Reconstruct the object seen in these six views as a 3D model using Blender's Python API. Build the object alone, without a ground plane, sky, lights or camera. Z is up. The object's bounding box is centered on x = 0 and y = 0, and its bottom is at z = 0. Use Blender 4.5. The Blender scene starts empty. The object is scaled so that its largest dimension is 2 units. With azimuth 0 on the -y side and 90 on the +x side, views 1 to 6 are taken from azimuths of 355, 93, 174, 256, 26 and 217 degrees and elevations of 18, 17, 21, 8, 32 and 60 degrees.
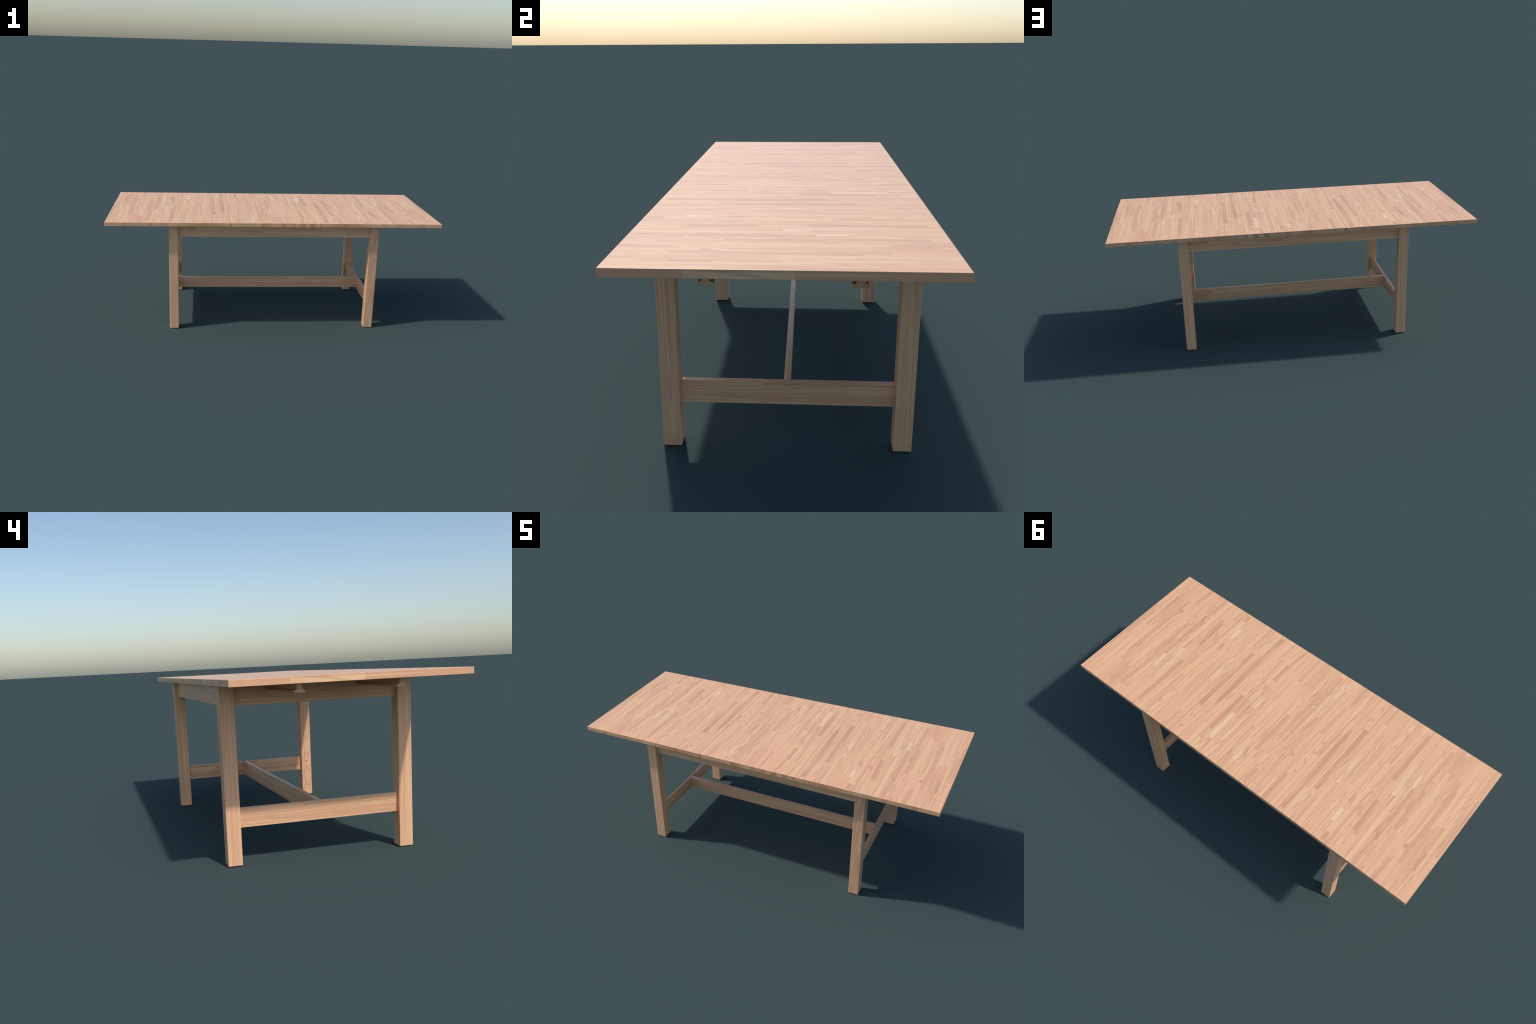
"""Extendable solid-wood dining table: three butcher-block leaves on a
four-legged trestle frame (aprons, end stretchers, one long stretcher) with
pull-out T-shaped slide rails under the overhanging leaves."""
import bpy, bmesh, math
from mathutils import Vector, Matrix

# ----------------------------------------------------------------- sizes (m)
TOP_Z, TOP_T = 0.6830, 0.0227          # top surface height, leaf thickness
HALF_L, HALF_W = 1.0, 0.4088           # half length / half width of the top
SEAM = 0.2722                          # |x| of the two seams between leaves
GAP = 0.0007                           # open joint, closed below by a tongue
LEG = 0.0546                           # square leg section
LEG_X, LEG_Y = 0.6048, 0.3409          # leg centre lines
UNDER = TOP_Z - TOP_T
BOARD = 0.0182                         # thickness of every frame board
APRON_BOTTOM = 0.5828
STR_BOTTOM, STR_TOP = 0.1375, 0.2100   # stretcher height range
RAIL_Y, RAIL_END, RAIL_IN = 0.1743, 0.957, 0.300
STAVE = 0.0225                         # width of one glued stave


# ------------------------------------------------------- node-writing helper
class Nodes:
    def __init__(self, mat):
        self.t = mat.node_tree
        self.t.nodes.clear()

    def new(self, kind, **props):
        n = self.t.nodes.new(kind)
        for k, v in props.items():
            setattr(n, k, v)
        return n

    def put(self, sock, val):
        if isinstance(val, bpy.types.NodeSocket):
            self.t.links.new(val, sock)
        elif val is not None:
            sock.default_value = val

    def m(self, op, a, b=None, c=None, clamp=False):
        n = self.new("ShaderNodeMath", operation=op, use_clamp=clamp)
        for s, v in zip(n.inputs, (a, b, c)):
            self.put(s, v)
        return n.outputs[0]

    def add(self, a, b): return self.m("ADD", a, b)
    def sub(self, a, b): return self.m("SUBTRACT", a, b)
    def mul(self, a, b): return self.m("MULTIPLY", a, b)

    def vec(self, x, y, z):
        n = self.new("ShaderNodeCombineXYZ")
        for s, v in zip(n.inputs, (x, y, z)):
            self.put(s, v)
        return n.outputs[0]

    def split(self, v):
        n = self.new("ShaderNodeSeparateXYZ")
        self.put(n.inputs[0], v)
        return n.outputs

    def vmath(self, op, a, b=None):
        n = self.new("ShaderNodeVectorMath", operation=op)
        self.put(n.inputs[0], a)
        if b is not None:
            self.put(n.inputs[1], b)
        return n.outputs[0]

    def noise(self, v, detail=2.0, rough=0.5, distort=0.0):
        n = self.new("ShaderNodeTexNoise")
        self.put(n.inputs["Vector"], v)
        n.inputs["Scale"].default_value = 1.0
        n.inputs["Detail"].default_value = detail
        n.inputs["Roughness"].default_value = rough
        n.inputs["Distortion"].default_value = distort
        return n.outputs[0]

    def white(self, v):
        n = self.new("ShaderNodeTexWhiteNoise", noise_dimensions="3D")
        self.put(n.inputs["Vector"], v)
        return n.outputs["Value"], n.outputs["Color"]

    def smooth(self, x, lo, hi, out0=0.0, out1=1.0):
        n = self.new("ShaderNodeMapRange", interpolation_type="SMOOTHSTEP")
        self.put(n.inputs[0], x)
        for i, v in enumerate((lo, hi, out0, out1)):
            n.inputs[i + 1].default_value = v
        return n.outputs[0]

    def ramp(self, x, stops):
        n = self.new("ShaderNodeValToRGB")
        e = n.color_ramp.elements
        while len(e) < len(stops):
            e.new(0.5)
        for el, (p, c) in zip(e, stops):
            el.position = p
            el.color = (*c, 1.0)
        self.put(n.inputs[0], x)
        return n.outputs[0]

    def mix(self, fac, a, b, blend="MIX"):
        n = self.new("ShaderNodeMix", data_type="RGBA", blend_type=blend)
        self.put(n.inputs[0], fac)
        for s, v in ((n.inputs[6], a), (n.inputs[7], b)):
            self.put(s, v if isinstance(v, bpy.types.NodeSocket) else (*v, 1.0))
        return n.outputs[2]

    def lerp(self, fac, a, b):
        n = self.new("ShaderNodeMix", data_type="FLOAT")
        self.put(n.inputs[0], fac)
        self.put(n.inputs[2], a)
        self.put(n.inputs[3], b)
        return n.outputs[0]


# ------------------------------------------------------------- wood material
HEART = (0.560, 0.272, 0.152)      # reddish heartwood
TAN_D = (0.708, 0.376, 0.210)
TAN_P = (0.895, 0.496, 0.292)      # pinkish sapwood
TAN_Y = (0.892, 0.542, 0.290)      # yellowish sapwood
PALE = (0.940, 0.655, 0.418)       # pale cream staves
LINE = (0.420, 0.215, 0.105)       # growth-ring lines and pores

SAP = [(0.00, HEART), (0.07, TAN_D), (0.22, TAN_P), (0.45, TAN_Y),
       (0.70, TAN_P), (0.88, TAN_Y), (0.96, PALE), (1.0, PALE)]


def wood(name, across, along, stave, per_metre, seed, offset=0.0, special=(),
         knots=(), vary=False, tone=1.0, contrast=1.0, middle=0.5, end_grain=False):
    """Finger-jointed, edge-glued staves running along one object axis.
    across / along: axis numbers; stave: stave width; per_metre: pieces per
    metre of stave; special: (across centre, from, to, tone) staves that stand
    out; knots: (across, along, size)."""
    mat = bpy.data.materials.new(name)
    mat.use_nodes = True
    N = Nodes(mat)
    tc = N.new("ShaderNodeTexCoord")
    p = N.split(tc.outputs["Object"])
    depth = 3 - across - along
    a, l, d = p[across], p[along], p[depth]
    base_seed = float(seed)
    if vary:
        info = N.new("ShaderNodeObjectInfo")
        base_seed = N.add(N.mul(info.outputs["Random"], 83.0), float(seed))

    # which stave, and which piece of that stave
    col = N.m("FLOOR", N.m("DIVIDE", N.sub(a, offset), stave))
    shift, _ = N.white(N.vec(col, base_seed, 3.7))
    vor = N.new("ShaderNodeTexVoronoi", voronoi_dimensions="1D", feature="F1")
    vor.inputs["Scale"].default_value = 1.0
    vor.inputs["Randomness"].default_value = 0.75
    N.put(vor.inputs["W"], N.add(N.mul(l, per_metre), N.mul(shift, 90.0)))
    piece = N.split(vor.outputs["Color"])[0]
    ident = N.add(N.mul(piece, 61.0), base_seed)
    fixed_tone = 0.0
    fixed = 0.0
    for i, (x0, x1, y0, y1, v) in enumerate(special):
        inside = N.mul(N.mul(N.m("GREATER_THAN", a, x0), N.m("LESS_THAN", a, x1)),
                       N.mul(N.m("GREATER_THAN", l, y0), N.m("LESS_THAN", l, y1)))
        fixed = N.m("MAXIMUM", inside, fixed)
        fixed_tone = N.lerp(inside, fixed_tone, v)
        ident = N.lerp(inside, ident, 200.0 + 7.3 * i)
        col = N.lerp(inside, col, 11.0)
    t, rnd = N.white(N.vec(col, ident, 0.37))
    r1, r2, r3 = N.split(rnd)
    t = N.add(N.mul(N.sub(t, 0.5), contrast), middle)
    colour = N.ramp(t, SAP)
    # knots bend the grain and leave a brown eye
    eye = 0.0
    bend = 0.0
    for kx, ky, ks in knots:
        dx, dy = N.m("DIVIDE", N.sub(a, kx), ks), N.m("DIVIDE", N.sub(l, ky), ks * 1.7)
        r2k = N.add(N.mul(dx, dx), N.mul(dy, dy))
        eye = N.m("MAXIMUM", eye, N.smooth(r2k, 0.30, 1.1, 1.0, 0.0))
        bend = N.add(bend, N.mul(N.m("EXPONENT", N.mul(r2k, -0.22)), ks * 1.3))

    # grain, each piece cut from another place of the tree
    off = N.vec(N.mul(r1, 40.0), N.mul(r2, 40.0), N.mul(r3, 40.0))
    ab = N.add(a, bend) if knots else a

    def grain(fa, fl, detail, rough=0.5, distort=0.0):
        v = N.vec(N.mul(ab, fa), N.mul(l, fl), N.mul(d, fa))
        return N.noise(N.vmath("ADD", v, off), detail, rough, distort)

    if special:
        # heartwood or pale streaks fill their stave only in part: a wavy edge
        # follows the grain and fades out before the far end of the piece
        edge = N.smooth(grain(30.0, 2.4, 1.0), 0.26, 0.40)
        colour = N.mix(N.mul(N.mul(fixed, edge), 0.78), colour, N.ramp(fixed_tone, SAP))
    flow = grain(13.0, 1.15, 1.0, 0.4)
    rings = N.m("SINE", N.mul(flow, 105.0))
    rings = N.mul(N.smooth(rings, 0.35, 1.0), N.smooth(r3, 0.30, 0.95, 0.10, 1.0))
    streak = grain(150.0, 2.0, 3.0, 0.55)
    fine = N.smooth(grain(420.0, 7.0, 2.0, 0.6), 0.35, 0.70)
    soft = grain(48.0, 1.5, 2.0)
    band = N.mul(N.smooth(grain(24.0, 1.2, 0.5), 0.535, 0.575), N.smooth(r1, 0.50, 0.80))
    pores = N.mul(N.smooth(grain(620.0, 42.0, 1.0), 0.68, 0.75), N.smooth(r2, 0.4, 0.9))
    colour = N.mix(N.mul(band, 0.55), colour, TAN_D)
    colour = N.mix(N.mul(N.smooth(soft, 0.46, 0.70), 0.42), colour, TAN_D)
    colour = N.mix(N.mul(N.smooth(streak, 0.47, 0.70), 0.72), colour, TAN_D)
    colour = N.mix(N.mul(N.smooth(streak, 0.48, 0.28), 0.52), colour, PALE)
    dark = N.add(N.mul(rings, 0.32), N.add(N.mul(fine, 0.07), N.mul(pores, 0.20)))
    if end_grain:
        # cross-cut ends show tilted growth rings instead of long fibres
        nz = N.split(tc.outputs["Normal"])
        cut = N.m("GREATER_THAN", N.m("ABSOLUTE", nz[along]), 0.7)
        blk = N.m("FLOOR", N.m("DIVIDE", a, 0.029))
        t2, rnd2 = N.white(N.vec(blk, base_seed, 9.1))
        s1, s2, s3 = N.split(rnd2)
        cx = N.sub(N.sub(a, N.mul(blk, 0.029)), N.mul(s1, 0.05))
        cz = N.add(d, N.mul(N.sub(s2, 0.5), 0.09))
        rr = N.m("SQRT", N.add(N.mul(cx, cx), N.mul(cz, cz)))
        wave = N.noise(N.vec(N.mul(rr, 300.0), N.mul(s3, 50.0), blk), 2.0)
        ends = N.ramp(t2, [(0.0, HEART), (0.2, TAN_D), (0.55, TAN_Y), (0.8, TAN_P), (1.0, PALE)])
        ends = N.mix(0.35, ends, TAN_D)
        colour = N.mix(cut, colour, ends)
        dark = N.lerp(cut, dark, N.mul(N.smooth(wave, 0.35, 0.7), 0.30))
    colour = N.mix(dark, colour, LINE)
    if knots:
        colour = N.mix(N.mul(eye, 0.42), colour, LINE)
    if tone != 1.0:
        colour = N.mix(1.0, colour, (tone, tone, tone), "MULTIPLY")

    bsdf = N.new("ShaderNodeBsdfPrincipled")
    N.put(bsdf.inputs["Base Color"], colour)
    N.put(bsdf.inputs["Roughness"], N.add(0.34, N.mul(fine, 0.08)))
    bsdf.inputs["Specular IOR Level"].default_value = 0.5
    bump = N.new("ShaderNodeBump")
    bump.inputs["Strength"].default_value = 0.06
    bump.inputs["Distance"].default_value = 0.001
    N.put(bump.inputs["Height"], fine)
    N.put(bsdf.inputs["Normal"], bump.outputs[0])
    out = N.new("ShaderNodeOutputMaterial")
    N.t.links.new(bsdf.outputs[0], out.inputs[0])
    return mat


# ------------------------------------------------------------------ geometry
def chamfer(bm, width, segments, edges=None):
    bmesh.ops.bevel(bm, geom=list(edges or bm.edges), offset=width, segments=segments,
                    profile=0.5, affect="EDGES", clamp_overlap=True)


def finish(bm, name, mat):
    bmesh.ops.recalc_face_normals(bm, faces=bm.faces)
    me = bpy.data.meshes.new(name)
    bm.to_mesh(me)
    bm.free()
    me.materials.append(mat)
    me.shade_flat()                    # true flat faces; the chamfers are facets
    return me


def board(name, size, mat, edge=0.0012, segments=3, tongue=0.0):
    """Rectangular piece of wood of the given size centred on its origin."""
    bm = bmesh.new()
    bmesh.ops.create_cube(bm, size=1.0)
    bmesh.ops.scale(bm, vec=Vector(size), verts=bm.verts)
    chamfer(bm, edge, segments)
    if tongue:                          # let into the neighbouring leaves
        t = bmesh.ops.create_cube(bm, size=1.0)["verts"]
        bmesh.ops.scale(bm, vec=(size[0] + 2 * tongue, size[1] - 0.006, size[2] * 0.5), verts=t)
        bmesh.ops.translate(bm, vec=(0, 0, size[2] * 0.08), verts=t)
    return finish(bm, name, mat)


def bored(me, holes):
    """Drill round holes (position, inward axis, radius, depth) into a mesh."""
    obj = bpy.data.objects.new("work", me)
    bpy.context.scene.collection.objects.link(obj)
    bm = bmesh.new()
    for pos, axis, radius, deep in holes:
        rot = Vector((0, 0, 1)).rotation_difference(Vector(axis)).to_matrix().to_4x4()
        bmesh.ops.create_cone(bm, segments=24, radius1=radius, radius2=radius, depth=2 * deep,
                              cap_ends=True, matrix=Matrix.Translation(pos) @ rot)
    cut_me = bpy.data.meshes.new("cutter")
    bm.to_mesh(cut_me)
    bm.free()
    cut = bpy.data.objects.new("cutter", cut_me)
    bpy.context.scene.collection.objects.link(cut)
    mod = obj.modifiers.new("bore", "BOOLEAN")
    mod.object, mod.operation, mod.solver = cut, "DIFFERENCE", "EXACT"
    dg = bpy.context.evaluated_depsgraph_get()
    out = bpy.data.meshes.new_from_object(obj.evaluated_get(dg))
    out.name = me.name
    out.shade_flat()
    for o in (obj, cut):
        bpy.data.objects.remove(o)
    return out


def rail_mesh(name, length, mat):
    """Slide rail: inverted-T section with coved shoulders, along local x.
    Origin at the middle of its upper face."""
    stem, foot, high, toe = 0.0097, 0.0182, 0.0298, 0.0085
    cove, nose = 0.0042, 0.0030
    half = [(stem, 0.0)]
    for i in range(6):                                # cove from stem to foot
        q = math.radians(90.0 * i / 5)
        half.append((stem + cove * (1 - math.cos(q)), -(high - toe - cove) - cove * math.sin(q)))
    half.append((foot - nose * 0.5, -(high - toe)))
    half.append((foot, -(high - toe) - nose * 0.6))
    half.append((foot, -high + nose))
    half.append((foot - nose, -high))
    ring = half + [(-y, z) for y, z in reversed(half)]
    bm = bmesh.new()
    verts = [bm.verts.new((-length / 2, y, z)) for y, z in ring]
    face = bm.faces.new(verts)
    ext = bmesh.ops.extrude_face_region(bm, geom=[face])
    bmesh.ops.translate(bm, vec=(length, 0, 0),
                        verts=[v for v in ext["geom"] if isinstance(v, bmesh.types.BMVert)])
    ends = [e for e in bm.edges if abs(e.verts[0].co.x - e.verts[1].co.x) < 1e-6]
    chamfer(bm, 0.0008, 1, ends)
    return finish(bm, name, mat)


table = bpy.data.objects.new("dining_table", None)
bpy.context.scene.collection.objects.link(table)
table.empty_display_size = 0.2
table["label"] = "light oiled wood extendable dining table with three butcher-block leaves"
table["category"] = "dining table"


def place(name, me, loc, turn=0.0):
    o = bpy.data.objects.new(name, me)
    o.location = loc
    o.rotation_euler = (0.0, 0.0, turn)
    o.parent = table
    bpy.context.scene.collection.objects.link(o)
    return o


# ----------------------------------------------------------------- table top
END_W = HALF_L - SEAM - GAP / 2
END_C = (HALF_L + SEAM + GAP / 2) / 2
MID_W = 2 * SEAM - GAP


def local(rows, cx):
    """Stave list given in table coordinates -> coordinates of a leaf at cx."""
    return [(c - STAVE / 2 - cx, c + STAVE / 2 - cx, y0, y1, v) for c, y0, y1, v in rows]


# staves that stand out: (x centre, from y, to y, tone 0 dark ... 1 pale)
end_staves = [(0.3660, -0.215, 0.201, 0.00), (0.3065, -0.385, 0.119, 0.02),
              (0.4210, -0.122, 0.052, 1.00), (0.3500, -0.357, -0.259, 0.99),
              (0.5260, -0.292, -0.215, 1.00), (0.6670, -0.010, 0.233, 1.00),
              (0.6280, -0.267, -0.078, 0.03), (0.7090, 0.075, 0.161, 0.97),
              (0.9380, -0.261, -0.158, 0.03), (0.9680, -0.105, 0.105, 0.08),
              (0.8780, -0.056, 0.187, 0.06), (0.8120, 0.068, 0.140, 0.97),
              (0.7680, -0.153, 0.100, 0.06), (0.7400, -0.341, -0.260, 0.08),
              (0.7260, -0.250, 0.075, 0.10), (0.5460, -0.400, -0.349, 0.05),
              (0.6200, 0.055, 0.373, 0.09)]
mid_staves = [(0.2335, 0.025, 0.271, 0.02), (-0.0165, -0.027, 0.228, 0.09),
              (-0.1230, -0.200, -0.111, 1.00), (-0.1270, -0.363, -0.231, 0.97),
              (0.1505, -0.030, 0.047, 1.00), (0.1745, -0.270, -0.146, 0.03),
              (-0.0830, -0.384, -0.154, 0.09), (-0.2090, 0.231, 0.420, 0.04),
              (0.1990, 0.133, 0.312, 0.97), (-0.0880, -0.136, 0.043, 0.08),
              (0.0280, 0.276, 0.337, 1.00), (-0.0880, 0.301, 0.400, 0.07),
              (-0.2200, -0.420, -0.274, 0.07)]
# the outer rim of an end leaf is one long stave jointed from three pieces
rim = (HALF_L - 0.0016 - END_C, HALF_L + 0.01 - END_C)
rim_pieces = [(*rim, -0.45, -0.218, 0.12), (*rim, -0.218, 0.028, 0.85), (*rim, 0.028, 0.45, 0.11)]
leaf_end_wood = wood("butcher_block_end_leaf", 0, 1, STAVE, 2.5, 4, 0.2955 - END_C,
                     local(end_staves, END_C) + rim_pieces, [(0.850 - END_C, -0.187, 0.0105)],
                     end_grain=True, contrast=0.72)
leaf_mid_wood = wood("butcher_block_middle_leaf", 0, 1, STAVE, 2.5, 23, -0.0053,
                     local(mid_staves, 0.0), [(-0.173, 0.135, 0.0085)],
                     end_grain=True, contrast=0.72)
end_leaf = board("tabletop_leaf", (END_W, 2 * HALF_W, TOP_T), leaf_end_wood, 0.0013)
mid_leaf = board("tabletop_leaf_middle", (MID_W, 2 * HALF_W - 0.0006, TOP_T), leaf_mid_wood, 0.0010,
                 tongue=0.003)
z_leaf = TOP_Z - TOP_T / 2
place("tabletop_leaf", end_leaf, (END_C, 0, z_leaf))
place("tabletop_leaf", mid_leaf, (0, 0, z_leaf))
place("tabletop_leaf", end_leaf, (-END_C, 0, z_leaf), math.pi)

# ---------------------------------------------------------------------- legs
leg_wood = wood("leg_wood", 0, 2, 0.40, 0.3, 31, -0.2, vary=True, contrast=0.30, middle=0.37)
LEG_H = UNDER - 0.0004
leg_me = board("leg", (LEG, LEG, LEG_H), leg_wood, 0.0022, 3)
leg_me.transform(Matrix.Translation((0, 0, LEG_H / 2)))
leg_me = bored(leg_me, [((-LEG / 2, 0, 0.185), (-1, 0, 0), 0.0038, 0.022),
                        ((-LEG / 2, 0, 0.155), (-1, 0, 0), 0.0013, 0.004)])
for sx, sy, turn in ((1, -1, 0.0), (1, 1, math.pi / 2), (-1, 1, math.pi), (-1, -1, -math.pi / 2)):
    place("leg", leg_me, (sx * LEG_X, sy * LEG_Y, 0), turn)

# ------------------------------------------------------- aprons and stretchers
board_long = wood("frame_board_wood", 2, 0, 0.0245, 2.6, 58, contrast=0.93)
board_cross = wood("frame_cross_board_wood", 2, 1, 0.0245, 2.6, 75, contrast=0.80)
REACH = 0.006                                   # tenon let into each leg
inner_x, inner_y = LEG_X - LEG / 2 + REACH, LEG_Y - LEG / 2 + REACH
AP_H = UNDER - 0.0004 - APRON_BOTTOM
AP_Z = APRON_BOTTOM + AP_H / 2
ST_H = STR_TOP - STR_BOTTOM
ST_Z = STR_BOTTOM + ST_H / 2
long_apron = board("long_apron", (2 * inner_x, BOARD, AP_H), board_long)
end_apron = board("end_apron", (BOARD, 2 * inner_y, AP_H), board_cross)
for s in (1, -1):
    turn = 0.0 if s > 0 else math.pi
    place("long_apron", long_apron, (0, s * LEG_Y, AP_Z), turn)
    place("end_apron", end_apron, (s * LEG_X, 0, AP_Z), turn)
end_stretcher = board("end_stretcher", (BOARD, 2 * inner_y, ST_H), board_cross, 0.0010)
for s in (1, -1):
    place("end_stretcher", end_stretcher, (s * LEG_X, 0, ST_Z), 0.0 if s > 0 else math.pi)
reach = LEG_X - BOARD / 2 + 0.004
long_stretcher = board("long_stretcher", (2 * reach, BOARD, ST_H - 0.0006), board_long, 0.0010)
place("long_stretcher", long_stretcher, (0, 0, ST_Z))

# --------------------------------------------------------------- slide rails
rail_wood = wood("rail_wood", 1, 0, 0.30, 0.5, 91, -0.15, vary=True, contrast=0.3, tone=0.84)  # tone darkens the rail colour, baking in occlusion shade beneath the top
rail_me = rail_mesh("slide_rail", RAIL_END - RAIL_IN, rail_wood)
for sx in (1, -1):
    for sy in (1, -1):
        place("slide_rail", rail_me, (sx * (RAIL_END + RAIL_IN) / 2, sy * RAIL_Y, UNDER - 0.0002),
              0.0 if sx > 0 else math.pi)
